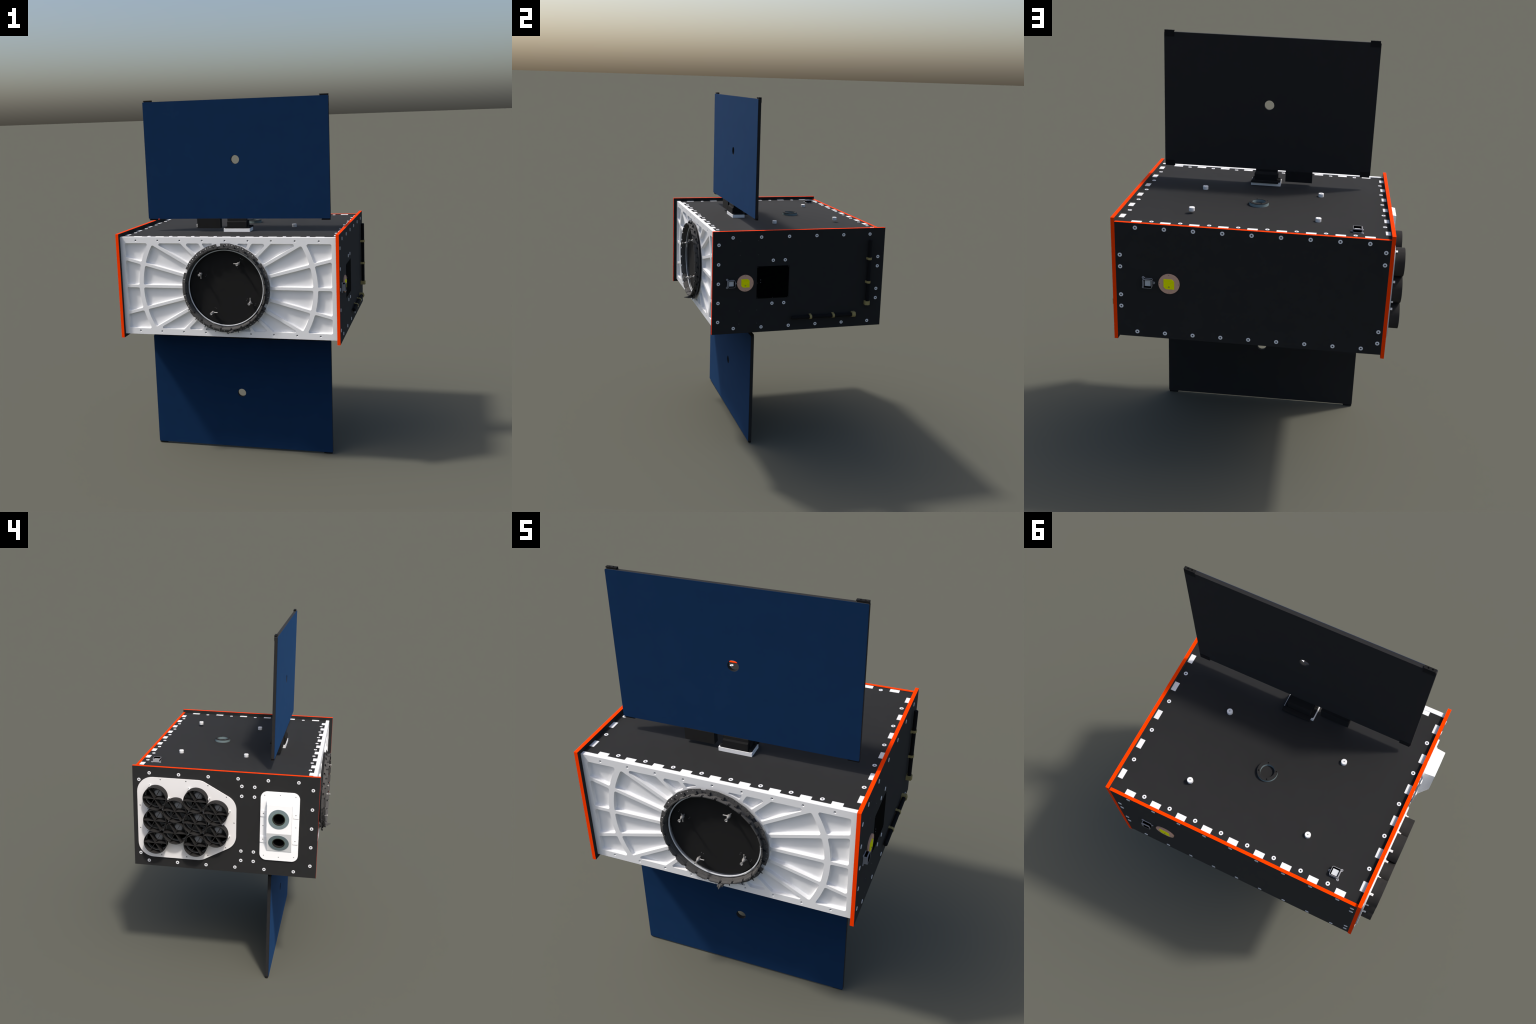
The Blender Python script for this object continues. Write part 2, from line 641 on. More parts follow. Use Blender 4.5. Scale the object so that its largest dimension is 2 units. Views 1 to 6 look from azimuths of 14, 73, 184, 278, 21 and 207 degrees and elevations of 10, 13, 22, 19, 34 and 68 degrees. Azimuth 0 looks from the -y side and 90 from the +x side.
bm = bmesh.new()
for k in range(24):
    a0, a1 = 7.5 + 15 * k, 22.5 + 15 * k
    g = 1.25
    add_wedge(bm, a0, a1, (0.2140, 0.2190, 0.0005), (0.2156, 0.2206, 0.0290))            # sleeve
    add_wedge(bm, a0 + g, a1 - g, (0.2154, 0.2204, 0.0288), (0.2186, 0.2222, W_WALL))      # tall tooth
    add_wedge(bm, a0 + g, a1 - g, (0.2132, 0.2170, 0.0190), (0.2142, 0.2180, 0.0235))      # bead inside
    add_wedge(bm, a0 + g + 1.5, a1 - g - 1.5, (0.2200, 0.2236, 0.0355), (0.2200, 0.2236, W_WALL + 0.0008))  # lip outside
RING = finish(bm, "separation_ring", ROOT, "ring_grey", smooth=20)

bm = bmesh.new()
add_lathe(bm, [(0.2152, -0.001), (0.2255, -0.001), (0.2255, W_FLANGE0 + 0.0005), (0.2152, W_FLANGE0 + 0.0005), (0.2152, -0.001)], front, CX, CZ, 96)
finish(bm, "ring_gasket", RING, "ring_dark", smooth=40)

bm = bmesh.new()
for k in range(24):                     # knuckles in the joints
    a = 7.5 + 15 * k
    u, v = polar(0.2185, a)
    c, s = math.cos(math.radians(a)), math.sin(math.radians(a))

    def loc(p, q, w, u=u, v=v, c=c, s=s):
        return front(u + p * c - q * s, v + p * s + q * c, w)
    add_prism(bm, [rect(-0.0030, 0.0040, -0.0036, 0.0036)], loc, 0.027, 0.0345)
finish(bm, "joint_block", RING, "ring_dark", smooth=0, kind="stuff")

# flange: six arcs with holes
for s in range(6):
    a0, a1 = 37.5 + 60 * s + 2.5, 97.5 + 60 * s - 2.5
    outer = gon(R_FL, a0, a1)
    inner = gon(R_W1 - 0.002, a0, a1)[::-1]
    loops = [round_poly(outer + inner, 0.003, 4, 60)]
    for k in range(-1, 6):
        c = 37.5 + 60 * s + 7.5 + 15 * k
        for off, r, rad in ((4.1, 0.2338, 0.0033), (-4.1, 0.2338, 0.0033), (0.8, 0.2376, 0.0016), (-0.8, 0.2300, 0.0015),
                            (7.5, 0.2390, 0.0016), (7.5, 0.2310, 0.0015)):
            a = c + off
            if a0 + 1.2 < a < a1 - 1.2:
                loops.append(circle(*polar(r, a), rad, 10))
    bm = bmesh.new()
    add_prism(bm, loops, front, W_FLANGE0, W_FLANGE1)
    finish(bm, "ring_flange", RING, "ring_grey", smooth=20)

bm = bmesh.new()
for k in range(24):                     # little gusset at the middle of every facet
    a = 15.0 + 15 * k
    c, sn = math.cos(math.radians(a)), math.sin(math.radians(a))
    u, v = polar(0.2195, a)

    def loc(p, q, w, u=u, v=v, c=c, sn=sn):
        return front(u + p * c - q * sn, v + p * sn + q * c, w)
    add_prism(bm, [rect(0.0, 0.0125, -0.0011, 0.0011)], loc, W_FLANGE1 - 0.0005, 0.0235)
    add_prism(bm, [rect(0.0, 0.0035, -0.0011, 0.0085)], loc, 0.0235, 0.0262)
finish(bm, "ring_gusset", RING, "ring_dark", smooth=0, kind="stuff")

bm = bmesh.new()
for k in range(9):                      # stub pins along the lower arc
    a = 210.0 + 15 * k
    add_tube(bm, front(*polar(0.236, a), 0.020), front(*polar(0.2475, a), 0.020), 0.0019, 8)
finish(bm, "stub_pin", RING, "ring_dark", kind="stuff")


def release_lug(bm):
    a = 277.3
    c, s = math.cos(math.radians(a)), math.sin(math.radians(a))
    u, v = polar(0.228, a)

    def loc(p, q, w):
        return front(u + p * c - q * s, v + p * s + q * c, w)
    add_prism(bm, [round_poly(rect(-0.005, 0.0085, -0.015, 0.015), 0.003)], loc, 0.004, 0.013)
    add_prism(bm, [round_poly(rect(-0.003, 0.0100, -0.0125, -0.005), 0.002)], loc, 0.010, 0.036)
    add_prism(bm, [round_poly(rect(-0.003, 0.0100, 0.004, 0.0125), 0.002)], loc, 0.010, 0.044)
    add_prism(bm, [rect(-0.002, 0.007, -0.006, 0.005)], loc, 0.010, 0.040)
    add_lathe(bm, [(0, 0.030), (0.0062, 0.030), (0.0066, 0.043), (0.0048, 0.050), (0.0034, 0.057), (0.0012, 0.0660), (0, 0.0665)],
              loc, 0.004, 0.002, 14)
    add_lathe(bm, [(0, 0.030), (0.0045, 0.030), (0.0045, 0.049), (0.003, 0.0515), (0, 0.0515)], loc, 0.005, -0.008, 10)


new(release_lug, "release_lug", RING, "ring_grey")


def side_lug(bm):
    a = 217.5
    c, s = math.cos(math.radians(a)), math.sin(math.radians(a))
    u, v = polar(0.229, a)

    def loc(p, q, w):
        return front(u + p * c - q * s, v + p * s + q * c, w)
    add_prism(bm, [round_poly(rect(-0.006, 0.0185, -0.0195, 0.0195), 0.007)], loc, 0.004, 0.011)
    add_prism(bm, [round_poly(rect(-0.006, 0.0145, -0.0155, 0.0155), 0.005)], loc, 0.0105, 0.0145)


new(side_lug, "side_lug", RING, "ring_grey")
bm = bmesh.new()                        # plain closed facet on the left of the ring
add_prism(bm, [[polar(0.2185, 173.4), polar(0.2385, 173.4), polar(0.2385, 186.6), polar(0.2185, 186.6)]], front, 0.012, 0.026)
finish(bm, "closure_block", RING, "ring_grey", smooth=0)

# four grapple prongs with a side rod each, set 90 degrees apart
PRONG = None
for k in range(4):
    th = 60.5 + 90 * k
    if PRONG is None:
        bm = bmesh.new()
        prof = [(0, 0.0), (0.0030, 0.0), (0.0030, 0.010), (0.0062, 0.0125), (0.0078, 0.0175), (0.0078, 0.0225), (0.0060, 0.0300),
                (0.0034, 0.0360), (0.0032, 0.0400), (0.0050, 0.0440), (0.0066, 0.0475), (0.0066, 0.0510), (0.0048, 0.0516), (0.0036, 0.0500), (0, 0.0495)]
        add_lathe(bm, prof, world, 0, 0, 20)
        d = math.radians(120)
        e = Vector((math.cos(d), math.sin(d), 0))
        add_tube(bm, e * 0.005 + Vector((0, 0, 0.020)), e * 0.0115 + Vector((0, 0, 0.020)), 0.0034, 10)
        add_tube(bm, e * 0.010 + Vector((0, 0, 0.020)), e * 0.0265 + Vector((0, 0, 0.020)), 0.0024, 10)
        d = math.radians(-5)
        e = Vector((math.cos(d), math.sin(d), 0))
        add_tube(bm, e * 0.004 + Vector((0, 0, 0.014)), e * 0.0125 + Vector((0, 0, 0.012)), 0.0016, 8)
        PRONG = finish(bm, "grapple_prong", None, "prong_metal")
        off = WORLD_OF["grapple_prong"].translation.copy()
        ob = PRONG
    else:
        ob = PRONG.copy()
        bpy.context.scene.collection.objects.link(ob)
    u, v = polar(0.1535, th)
    t = math.radians(th)
    rot = Matrix(((math.cos(t), -math.sin(t), 0, 0), (0, 0, -1, 0), (math.sin(t), math.cos(t), 0, 0), (0, 0, 0, 1)))
    place(ob, DISC, Matrix.Translation(front(u, v, -0.003)) @ rot @ Matrix.Translation(off))

bm = bmesh.new()                        # pairs of tiny screws around the prongs
for k in range(4):
    th = 60.5 + 90 * k
    for rr, tt in ((0.128, -2.2), (0.128, 2.2), (0.180, -1.6), (0.180, 1.6)):
        u, v = polar(rr, th + tt)
        add_lathe(bm, [(0, 0.0012), (0.0016, 0.0012), (0.0019, 0.0)], front, u, v, 8)
finish(bm, "tiny_screw", DISC, "recess_grey", kind="stuff")


# ------------------------------------------------------------------ solar wings
def mirror_low(x, y, z):
    return Vector((0.0348 - x, y - 0.0028, 2.0 - z))


def keep(x, y, z):
    return Vector((x, y, z))


for fn, y_back in ((keep, -0.2181), (mirror_low, -0.2162)):
    def plane_y(y):
        return lambda u, v, w: fn(u, y + w, v)
    PX0, PX1, PZ0, PZ1 = -0.4980, 0.5425, 1.3410, 1.9915
    hole = circle(0.0223, 1.6662, 0.0236, 48)
    ch = 0.0035
    outline = [(PX0 + ch, PZ0), (PX1 - ch, PZ0), (PX1, PZ0 + ch), (PX1, PZ1 - ch), (PX1 - ch, PZ1), (PX0 + ch, PZ1), (PX0, PZ1 - ch), (PX0, PZ0 + ch)]
    b = bmesh.new()
    add_prism(b, [outline, hole], plane_y(0), -0.2340, y_back)
    WING = finish(b, "solar_wing", ROOT, "wing_black", smooth=30)
    b = bmesh.new()
    add_prism(b, [[(u + (0.0007 if u < 0 else -0.0007), v) for u, v in outline], circle(0.0223, 1.6662, 0.0242, 48)], plane_y(0), -0.2354, -0.2339)
    finish(b, "solar_cell_sheet", WING, "solar_blue", smooth=30)
    # corner hinge clips, each with two holes
    for cx in (-0.4708, 0.5173):
        for zin, zout, sgn in ((PZ1, 2.0, 1), (PZ0, 1.3325, -1)):
            b = bmesh.new()
            w = 0.0237
            rim = rect(cx - w, cx + w, -0.2305, -0.2163)
            ho = [circle(cx + d, -0.2236, 0.0036, 12) for d in (-0.0085, 0.0085)]
            add_prism(b, [rim] + ho, lambda u, v, ww: fn(u, v, ww), zin + sgn * 0.0035, zout)
            z0, z1 = sorted((zin - sgn * 0.0002, zin + sgn * 0.0040))
            add_prism(b, [rect(cx - w + 0.003, cx + w, z0, z1)], lambda u, v, ww: fn(u, ww, v), -0.2295, -0.2170)
            z0, z1 = sorted((zin - sgn * 0.020, zin + sgn * 0.004))
            add_prism(b, [rect(cx - w, cx + w, z0, z1)], lambda u, v, ww: fn(u, ww, v), -0.2190, -0.2163)
            finish(b, "hinge_clip", WING, "matt_black", smooth=0)
    # mount: white base, black flange with screws, stepped motor block, hanging box
    b = bmesh.new()
    add_prism(b, [rect(-0.0525, 0.0960, -0.2485, -0.1745)], lambda u, v, ww: fn(u, v, ww), 1.2600, 1.2876)
    MOUNT = finish(b, "mount_base", ROOT, "white_alloy", smooth=0)
    b = bmesh.new()
    lobes = rect(-0.0500, 0.0935, -0.2455, -0.1770)
    add_prism(b, [round_poly(lobes, 0.009, 6)], lambda u, v, ww: fn(u, v, ww), 1.2870, 1.2925)
    for u in (-0.0420, 0.0855):
        for v in (-0.2375, -0.1850):
            add_lathe(b, [(0, 1.2965), (0.0045, 1.2965), (0.0055, 1.2955), (0.0055, 1.2915)], lambda p, q, ww: fn(p, q, ww), u, v, 12)
    for v0, v1, h in ((-0.1780, -0.1560, 1.2940), (-0.1730, -0.1620, 1.2970)):      # rear bar
        add_prism(b, [rect(-0.0415, 0.0945, v0, v1)], lambda u, v, ww: fn(u, v, ww), 1.2868, h)
    finish(b, "mount_flange", MOUNT, "matt_black", smooth=40)
    b = bmesh.new()
    prof = [(-0.2470, 1.2920), (-0.2470, 1.3238), (-0.2395, 1.3290), (-0.2395, 1.3420), (-0.2192, 1.3420), (-0.2192, 1.3305), (-0.1880, 1.3305), (-0.1800, 1.3260), (-0.1800, 1.2920)]
    add_prism(b, [prof], lambda u, v, ww: fn(ww, u, v), -0.0325, 0.0780)
    add_prism(b, [rect(-0.232, -0.206, 1.300, 1.322)], lambda u, v, ww: fn(ww, u, v), 0.0775, 0.0830)
    add_prism(b, [rect(-0.232, -0.206, 1.300, 1.322)], lambda u, v, ww: fn(ww, u, v), -0.0370, -0.0320)
    finish(b, "hinge_motor", MOUNT, "matt_black", smooth=0)
    b = bmesh.new()
    add_prism(b, [rect(-0.2090, -0.0742, 1.2878, 1.3425)], lambda u, v, ww: fn(u, ww, v), -0.2378, -0.2050)
    finish(b, "latch_box", WING, "matt_black", smooth=0)

# ------------------------------------------------------------------ things on the upper deck
for u, v, w in ((0.3050, 0.3283, 0.0125), (0.3059, -0.0485, 0.0), (-0.2616, 0.3250, 0.0), (-0.2620, -0.0485, 0.0)):
    b = bmesh.new()
    r = 0.0130
    add_lathe(b, [(0, w - 0.001), (r - 0.0005, w - 0.001), (r, w), (r, w + 0.0155), (r - 0.001, w + 0.0165), (0.0026, w + 0.0165), (0.0022, w + 0.0145), (0, w + 0.0145)],
              top, u, v, 32, mats=[0, 0, 0, 0, 0, 1, 1])
    finish(b, "standoff", TOP, ["white_alloy", "recess_grey"])

b = bmesh.new()
RX, RY = 0.0224, 0.1390
add_lathe(b, [(0.0310, -0.001), (0.0455, -0.001), (0.0455, 0.0140), (0.0310, 0.0140), (0.0310, -0.001)], top, RX, RY, 64)
PORT = finish(b, "port_ring", ROOT, "slate")
b = bmesh.new()
add_prism(b, [circle(RX, RY, 0.0458, 64), circle(RX, RY, 0.0314, 48)] + [circle(RX + 0.039 * math.cos(t), RY + 0.039 * math.sin(t), 0.0024, 10) for t in [math.radians(20 + 90 * k) for k in range(4)]],
          top, 0.0136, 0.0162)
finish(b, "port_cover", PORT, "black_anodised", smooth=30)
b = bmesh.new()
for k in range(4):
    t = math.radians(20 + 90 * k)
    add_lathe(b, [(0, 0.0168), (0.0026, 0.0168), (0.003, 0.0160)], top, RX + 0.039 * math.cos(t), RY + 0.039 * math.sin(t), 10)
finish(b, "port_screw", PORT, "deep_black", kind="stuff")


# ------------------------------------------------------------------ sun sensors
def sun_sensor(parent, frame, cu, cv, du):
    """Open square housing; du is the local direction of the single middle lug along u or v."""
    ax, ay = du
    def loc(p, q, w):
        return frame(cu + p * ax - q * ay, cv + p * ay + q * ax, w)
    h = 0.0202
    sq = round_poly(rect(-h, h, -h, h), 0.0055, 5)
    b = bmesh.new()
    add_prism(b, [sq, round_poly(rect(-h + 0.0014, h - 0.0014, -h + 0.0014, h - 0.0014), 0.0045, 5)], loc, 0.0145, 0.0192)
    add_prism(b, [sq], loc, 0.0, 0.0034)
    for p, q in ((0.0252, 0.0), (-0.0218, 0.0228), (-0.0218, -0.0228)):
        t = Vector((p, q))
        n = t.normalized()
        s = Vector((-n.y, n.x))
        r = 0.0052
        lug = [t + n * r * math.cos(a) + s * r * math.sin(a) for a in [math.pi * (i / 10 - 0.5) for i in range(11)]]
        foot = t - n * (0.010 if q == 0 else 0.014)
        lug += [foot + s * r, foot - s * r]
        add_prism(b, [[(x.x, x.y) for x in lug], circle(t.x, t.y, 0.0023, 12)], loc, 0.0, 0.0034)
    add_prism(b, [rect(-h - 0.0010, -h + 0.0034, -h + 0.003, h - 0.003)], loc, 0.0, 0.0188)
    house = finish(b, "sun_sensor", parent, "sensor_metal", smooth=30)
    b = bmesh.new()
    inner = round_poly(rect(-h + 0.0012, h - 0.0012, -h + 0.0012, h - 0.0012), 0.0046, 5)
    add_prism(b, [inner, round_poly(rect(-h + 0.0024, h - 0.0024, -h + 0.0024, h - 0.0024), 0.004, 5)], loc, 0.0030, 0.0188)
    add_prism(b, [inner], loc, 0.0032, 0.0080)
    finish(b, "sensor_body", house, "deep_black", smooth=0)
    b = bmesh.new()
    add_prism(b, [rect(-0.0125, 0.0135, -0.0133, 0.0133)], loc, 0.0078, 0.0100)
    finish(b, "sensor_window", house, "sensor_window", smooth=0)


sun_sensor(ROOT, top, -0.4346, 0.4227, (1, 0))
sun_sensor(ROOT, right, -0.3857, 1.0000, (1, 0))
sun_sensor(ROOT, back, 0.4635, 1.0003, (-1, 0))


# ------------------------------------------------------------------ patch antennas
def patch_antenna(parent, frame, cu, cv, mirror=1):
    b = bmesh.new()
    add_lathe(b, [(0, -0.0005), (0.0466, -0.0005), (0.0468, 0.0055), (0.0462, 0.0060), (0, 0.0060)], frame, cu, cv, 64)
    disc = finish(b, "patch_antenna", parent, "copper")
    b = bmesh.new()
    s, c = 0.0235, 0.0098
    pts = [(-s, s), (s - c, s), (s, s - c), (s, -s), (-s + c, -s), (-s, -s + c)]
    add_prism(b, [[(cu + mirror * u, cv + v) for u, v in pts]], frame, 0.0055, 0.0085)
    finish(b, "antenna_patch", disc, "yellow_patch", smooth=0)
    b = bmesh.new()
    for k in range(4):
        t = TAU * k / 4
        add_lathe(b, [(0, 0.0068), (0.0014, 0.0068), (0.0017, 0.006)], frame, cu + 0.0422 * math.cos(t), cv + 0.0422 * math.sin(t), 8)
    add_lathe(b, [(0.0026, 0.0085), (0.0026, 0.0092), (0.0036, 0.0092), (0.0036, 0.0085)], frame, cu, cv - 0.0125, 14)
    finish(b, "antenna_pin", disc, "recess_grey", kind="stuff")


patch_antenna(ROOT, right, -0.3050, 0.9998, 1)
patch_antenna(ROOT, back, 0.3700, 1.0010, -1)

# ------------------------------------------------------------------ things on the right-hand panel
b = bmesh.new()
add_prism(b, [rect(-0.2380, -0.0535, 0.9078, 1.0907)], right, -0.001, 0.0016)
COVER = finish(b, "blank_cover", ROOT, "deep_black", smooth=0)
b = bmesh.new()
for z in (1.0140, 0.9998):
    add_lathe(b, [(0, 0.0030), (0.0022, 0.0030), (0.0026, 0.0016)], right, -0.2168, z, 10)
for y, z in ((-0.234, 0.997), (-0.2345, 1.087), (-0.2345, 0.912), (-0.057, 1.087), (-0.057, 0.912), (-0.1455, 0.911)):
    add_lathe(b, [(0, 0.0022), (0.0012, 0.0022), (0.0014, 0.0016)], right, y, z, 8)
finish(b, "cover_screw", COVER, "recess_grey", kind="stuff")
b = bmesh.new()
for y in (-0.3350, -0.2342):
    for z in (1.2360, 1.1573, 0.8422, 0.7660):
        add_lathe(b, [(0, 0.0010), (0.0014, 0.0010), (0.0018, 0.0)], right, y, z, 8)
finish(b, "tiny_screw", RIGHT, "recess_grey", kind="stuff")


def whip(frame_along, length_marks, end_len):
    """Tape antenna rod held by U clamps; frame_along(t, q, w): t along, q across, w outward from the panel."""
    t0, t1, clamps, cap = length_marks
    b = bmesh.new()
    d = 0.0136
    add_tube(b, frame_along(t0, 0, d), frame_along(t1, 0, d), 0.0098, 24)
    rod = finish(b, "antenna_rod", ROOT, "rod_black")
    for c in clamps:
        b = bmesh.new()
        n = 10
        out = [(-0.0150, -0.0005), (-0.0150, 0.0060), (-0.0115, 0.0060)]
        arc = [(0.0125 * math.cos(a), d + 0.0125 * math.sin(a)) for a in [math.pi * (1 - i / n) for i in range(n + 1)]]
        out += arc + [(0.0125, -0.0005)]
        ins = [(0.0100, -0.0005)] + [(0.0100 * math.cos(a), d + 0.0100 * math.sin(a)) for a in [math.pi * i / n for i in range(n + 1)]] + [(-0.0100, -0.0005)]
        add_prism(b, [out + ins], lambda u, v, w: frame_along(c + w, u, v), -0.0064, 0.0064)
        finish(b, "rod_clamp", rod, "olive", smooth=30)
    b = bmesh.new()
    n = 10
    out = [(-0.0158, -0.0005), (-0.0158, 0.0245)] + [(0.0150 * math.cos(a), 0.0140 + 0.0150 * math.sin(a)) for a in [math.pi * (0.70 - 0.70 * i / n) for i in range(n + 1)]] + [(0.0150, -0.0005)]
    add_prism(b, [out], lambda u, v, w: frame_along(cap + w, u, v), -end_len / 2, end_len / 2)
    finish(b, "rod_socket", rod, "olive", smooth=30)


whip(lambda t, q, w: right(0.4245 + q, t, w), (1.2240, 0.8480, (1.1148, 0.9772), 0.8535), 0.022)
whip(lambda t, q, w: right(t, 0.7888 - q, w), (-0.0340, 0.3450, (0.0800, 0.2175), 0.3415), 0.020)

# ------------------------------------------------------------------ thruster cluster on the left-hand panel
COLS = [0.3852 - 0.1105 * i for i in range(4)]
CANS = []
for i, y in enumerate(COLS):
    zs = (0.1276, 0.0, -0.1276) if i % 2 == 0 else (0.0638, -0.0638)
    CANS += [(y, T_Z + z) for z in zs]
W_PLATE, W_RIM = 0.0070, 0.0553
b = bmesh.new()
screws = [(0.3627, 1.2222), (0.2230, 1.2219), (0.1037, 1.2067), (0.0038, 1.1483), (-0.0390, 1.0031), (0.0057, 0.8552),
          (0.1035, 0.8005), (0.2211, 0.7830), (0.3618, 0.7835), (0.4777, 0.9372), (0.4769, 1.0683)]
add_prism(b, [thruster_outline(0.0, 0.085)] + [circle(y, z, 0.0615, 48) for y, z in CANS] + [circle(y, z, 0.0036, 14) for y, z in screws], left, 0.0003, W_PLATE)
TPLATE = finish(b, "thruster_plate", ROOT, "white_plate", smooth=30)
b = bmesh.new()
for y, z in screws:
    add_lathe(b, [(0, 0.0050), (0.0035, 0.0050)], left, y, z, 14)
finish(b, "screw_recess", TPLATE, "recess_grey", kind="stuff")

can0 = vane0 = fan0 = hub0 = None


def lf(u, v, w):     # local frame of a thruster: w points outward
    return Vector((u, v, w))


ROTL = Matrix(((0, 0, -1, 0), (1, 0, 0, 0), (0, 1, 0, 0), (0, 0, 0, 1)))   # local (u, v, w) -> (y, z, -x)
for n, (y, z) in enumerate(CANS):
    base = Matrix.Translation((XL, y, z)) @ ROTL
    if n == 0:
        b = bmesh.new()
        RO, RI = 0.0637, 0.0618
        add_lathe(b, [(RI, 0.004), (RO, 0.004), (RO, W_RIM - 0.0006), (RO - 0.0006, W_RIM), (RI + 0.0003, W_RIM), (RI, W_RIM - 0.0006), (RI, 0.004)], lf, 0, 0, 64)
        add_lathe(b, [(RO - 0.0005, 0.036), (RO + 0.0004, 0.036), (RO + 0.0004, 0.0375), (RO - 0.0005, 0.0375)], lf, 0, 0, 64)
        can = finish(b, "thruster", None, "can_black", smooth=40)
        can_off = WORLD_OF["thruster"].copy()
        b = bmesh.new()
        for k in range(3):
            a = math.radians(60 * k)
            c, s = math.cos(a), math.sin(a)
            add_prism(b, [rect(-RI + 0.0002, RI - 0.0002, -0.0011 - 0.00005 * k, 0.0011 + 0.00005 * k)], lambda u, v, w: Vector((u * c - v * s, u * s + v * c, w)), 0.0085 + 0.0002 * k, W_RIM - 0.0022 - 0.0002 * k)
        vane = finish(b, "nozzle_vane", None, "can_black", smooth=0)
        vane_off = WORLD_OF["nozzle_vane"].copy()
        b = bmesh.new()
        add_lathe(b, [(RI - 0.0004, 0.006), (RI - 0.0004, -0.012), (0.0600, -0.012), (0.0600, 0.006), (RI - 0.0004, 0.006)], lf, 0, 0, 48)
        for k in range(3):              # struts from the wall to the hub
            a = math.radians(120 * k + 30)
            p, q = Vector((0.012 * math.cos(a), 0.012 * math.sin(a), -0.034)), Vector((0.0605 * math.cos(a + 0.35), 0.0605 * math.sin(a + 0.35), -0.060))
            add_tube(b, p, q, 0.0042, 8)
            a += 0.9
            p, q = Vector((0.020 * math.cos(a), 0.020 * math.sin(a), -0.066)), Vector((0.0605 * math.cos(a - 0.5), 0.0605 * math.sin(a - 0.5), -0.080))
            add_tube(b, p, q, 0.0030, 8)
        wells = [circle(0.043 * math.cos(math.radians(60 * k + 12)), 0.043 * math.sin(math.radians(60 * k + 12)), 0.0040 if k % 2 else 0.0085, 14) for k in range(6)]
        add_prism(b, [circle(0, 0, 0.0625, 48)] + wells, lf, -0.093, -0.090)
        fan = finish(b, "fan_plate", None, "fan_dark", smooth=30)
        fan_off = WORLD_OF["fan_plate"].copy()
        b = bmesh.new()
        add_lathe(b, [(0, -0.098), (0.0150, -0.098), (0.0150, -0.048), (0.0225, -0.044), (0.0225, -0.0265), (0.0205, -0.0240), (0, -0.0230)], lf, 0, 0, 40)
        hub = finish(b, "fan_hub", None, "fan_grey", smooth=40)
        hub_off = WORLD_OF["fan_hub"].copy()
        can0, vane0, fan0, hub0 = can, vane, fan, hub
    else:
        can, vane, fan, hub = [o.copy() for o in (can0, vane0, fan0, hub0)]
        for o in (can, vane, fan, hub):
            bpy.context.scene.collection.objects.link(o)
    spin = Matrix.Rotation(math.radians(47.0 * n), 4, "Z")
    place(can, ROOT, base @ can_off)
    place(vane, can, base @ vane_off)
    place(fan, can, base @ spin @ fan_off)
    place(hub, can, base @ hub_off)

# small white clamps that hold the cans, with a screw post beside each
clamp_pos = [(0.4185, 1.1885, 0), (0.3190, 1.1210, 0), (0.2440, 1.1110, 1), (0.2040, 1.1830, 0), (0.0965, 1.1350, 0), (-0.0150, 1.0716, 1),
             (0.3558, 1.0459, 3), (0.1307, 1.0447, 3), (0.2437, 0.9811, 2), (0.4290, 0.9156, 1), (0.0274, 0.9863, 0), (0.2062, 0.9159, 3), (0.3283, 0.8672, 3),
             (0.4300, 1.0480, 1), (0.4480, 0.9380, 0), (-0.0145, 0.9250, 0)]
for y, z, k in clamp_pos:
    cy, cz = min(CANS, key=lambda p: (p[0] - y) ** 2 + (p[1] - z) ** 2)
    a = math.atan2(z - cz, y - cy)
    c, s = math.cos(a), math.sin(a)

    def loc(p, q, w):
        return left(cy + (0.0640 + p) * c - q * s, cz + (0.0640 + p) * s + q * c, w)
    b = bmesh.new()
    add_prism(b, [round_poly(rect(0.0004, 0.0062, -0.0050, 0.0050), 0.0012, 2)], loc, W_PLATE - 0.001, W_PLATE + 0.0145)
    add_prism(b, [round_poly(rect(0.0004, 0.0105, -0.0038, 0.0038), 0.002, 3)], loc, W_PLATE - 0.001, W_PLATE + 0.0045)
    finish(b, "can_clamp", TPLATE, "white_plate", smooth=0)
    b = bmesh.new()
    add_lathe(b, [(0, 0.0062), (0.0022, 0.0062), (0.0024, 0.0040)], lambda p, q, w: loc(p, q, W_PLATE + w), 0.0078, 0.0, 10)
    finish(b, "clamp_screw", TPLATE, "slate")

# ------------------------------------------------------------------ optical head (two baffled lenses)
b = bmesh.new()
ty0, ty1, tz0, tz1 = -0.3880, -0.1803, 0.8035, 1.1963
tp = round_poly(rect(ty0, ty1, tz0, tz1), 0.036, 10)
tscrews = [(-0.2014, 1.1753), (-0.2835, 1.1804), (-0.3660, 1.1754), (-0.3714, 1.0020), (-0.3656, 0.8289), (-0.2830, 0.8236), (-0.2017, 0.8288), (-0.1956, 1.0016)]
add_prism(b, [tp, rect(-0.345, -0.223, 0.876, 1.128)] + [circle(y, z, 0.0029, 12) for y, z in tscrews], left, 0.0003, 0.0070)
for z in (1.0743, 0.9253):              # raised ears at both long edges
    for y0, y1 in ((-0.2160, ty1 - 0.0004), (ty0 + 0.0004, -0.3560)):
        add_prism(b, [round_poly(rect(y0, y1, z - 0.0185, z + 0.0160), 0.006, 5)], left, 0.0078, 0.0112)
TRK = finish(b, "optical_head_plate", ROOT, "white_bright", smooth=30)
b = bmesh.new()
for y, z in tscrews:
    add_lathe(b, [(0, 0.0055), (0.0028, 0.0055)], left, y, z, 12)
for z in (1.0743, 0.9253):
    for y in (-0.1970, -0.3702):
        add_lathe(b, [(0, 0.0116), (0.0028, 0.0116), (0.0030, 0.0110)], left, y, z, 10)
finish(b, "screw_recess", TRK, "recess_grey", kind="stuff")

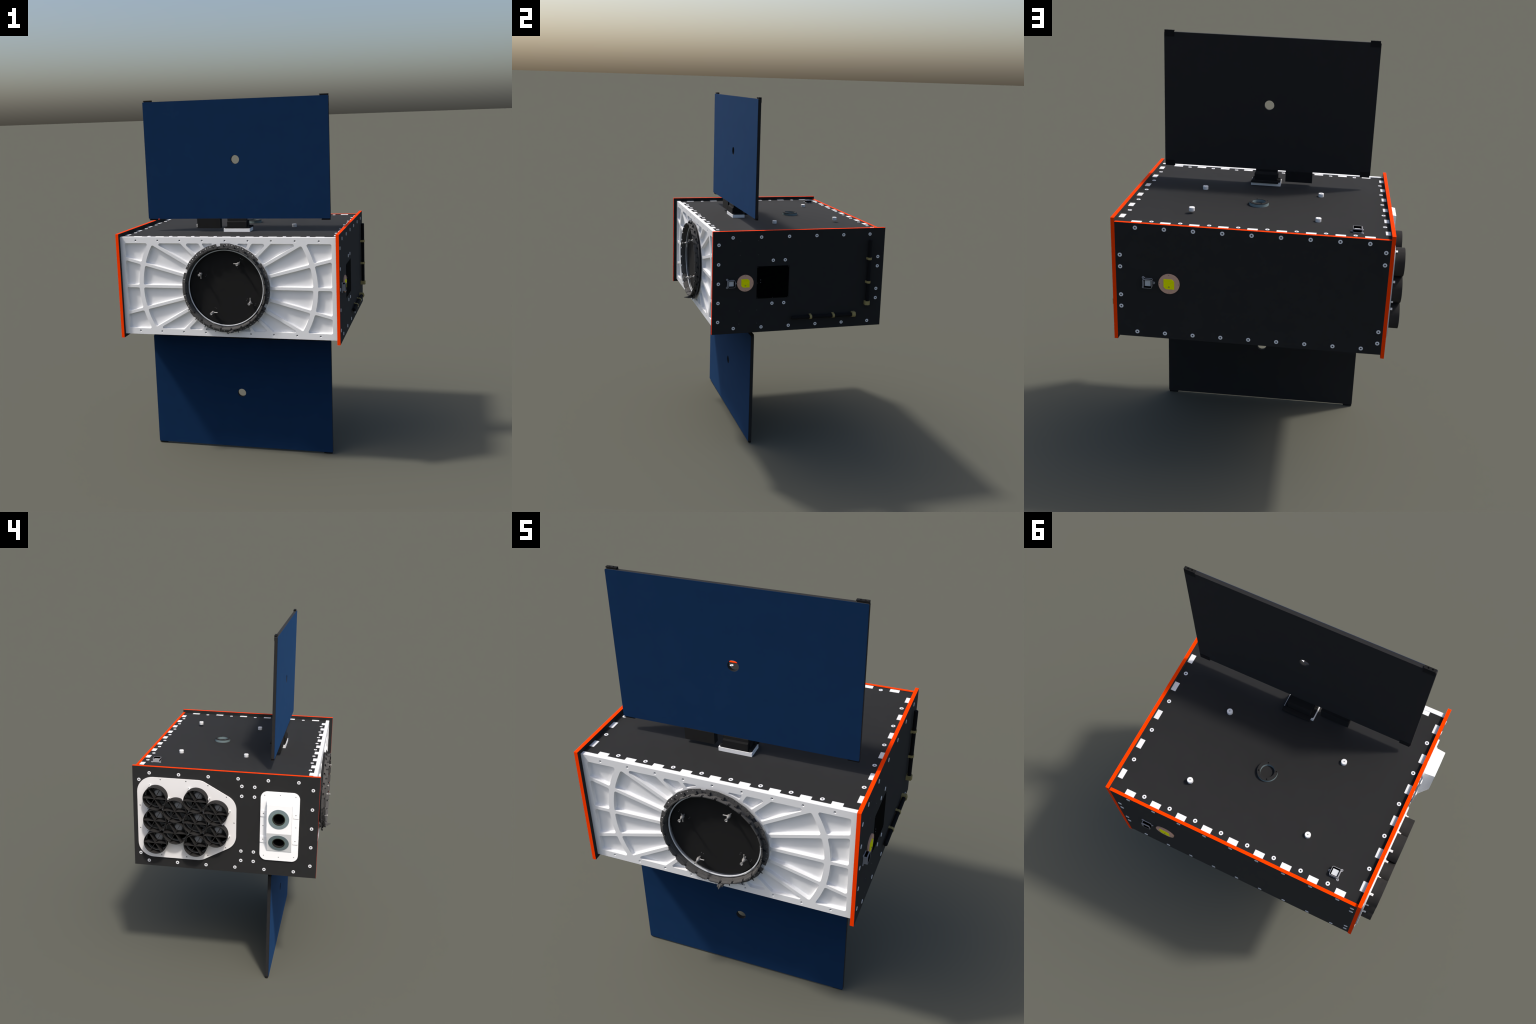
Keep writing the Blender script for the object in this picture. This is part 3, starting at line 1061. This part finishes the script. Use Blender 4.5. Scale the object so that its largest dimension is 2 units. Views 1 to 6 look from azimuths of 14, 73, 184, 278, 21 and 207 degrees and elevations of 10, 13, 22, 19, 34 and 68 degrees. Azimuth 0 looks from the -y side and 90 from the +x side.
# housing: upright upper face, lower face leaning back 20 degrees
W_BOX, Z_TOP, Z_RIDGE = 0.0541, 1.1400, 0.9805
LEAN = math.radians(20)
Z_LOW = Z_RIDGE - (W_BOX - 0.008) / math.tan(LEAN) * 1.0
Z_LOW = max(Z_LOW, 0.862)
W_LOW = W_BOX - (Z_RIDGE - Z_LOW) * math.tan(LEAN)
Y0, Y1 = -0.3525, -0.2203


def upper(u, v, w):          # frame of the upper face
    return left(u, v, W_BOX + w)


def lower(u, v, w):          # v measured down the slope from the ridge
    return left(u, Z_RIDGE - v * math.cos(LEAN) - w * math.sin(LEAN), W_BOX - v * math.sin(LEAN) + w * math.cos(LEAN))


R_BAF, R_LENS = 0.0551, 0.0345
CU, VU, VL = -0.2843, 1.0622, 0.0660
SL = (Z_RIDGE - Z_LOW) / math.cos(LEAN)
b = bmesh.new()
vl, _ = fill_loops(b, [[upper(u, v, 0) for u, v in lp] for lp in (rect(Y0, Y1, Z_RIDGE, Z_TOP), circle(CU, VU, R_LENS, 48))])
vl2, _ = fill_loops(b, [[lower(u, v, 0) for u, v in lp] for lp in (rect(Y0, Y1, 0.0, SL), circle(CU, VL, R_LENS, 48))])
d0 = 0.0065


def P(y, z, w):
    return b.verts.new(left(y, z, w))


side = [(Z_LOW, d0), (Z_LOW, W_LOW), (Z_RIDGE, W_BOX), (Z_TOP, W_BOX), (Z_TOP + 0.010, d0)]
ends = []
for y in (Y0, Y1):
    ends.append([P(y + (0.008 if y == Y1 and w == d0 else 0.0), z, w) for z, w in side])
    b.faces.new(ends[-1])
for i, j in ((0, 1), (3, 4)):
    b.faces.new((ends[0][i], ends[0][j], ends[1][j], ends[1][i]))
finish(b, "optical_head", TRK, "white_bright", smooth=0)
for fr, v in ((upper, VU), (lower, VL)):
    b = bmesh.new()
    add_prism(b, [circle(CU, v, R_BAF, 64), circle(CU, v, R_LENS, 48)], fr, -0.0005, 0.0012)
    finish(b, "lens_collar", TRK, "slate", smooth=30)
    b = bmesh.new()
    add_lathe(b, [(0.0346, 0.0), (0.0346, 0.0013), (0.0338, 0.0013), (0.0338, -0.0010)], fr, CU, v, 48)
    finish(b, "lens_gasket", TRK, "board_green")
    b = bmesh.new()
    add_lathe(b, [(0.0340, -0.0010), (0.0340, 0.0014), (0.0332, 0.0019), (0.0298, 0.0014), (0.0290, -0.0080), (0.0265, -0.0300), (0.0240, -0.0950), (0, -0.0950)],
              fr, CU, v, 48, mats=[0, 0, 0, 0, 1, 1, 1])
    finish(b, "lens_barrel", TRK, ["lens_dark", "barrel_black"], smooth=40)
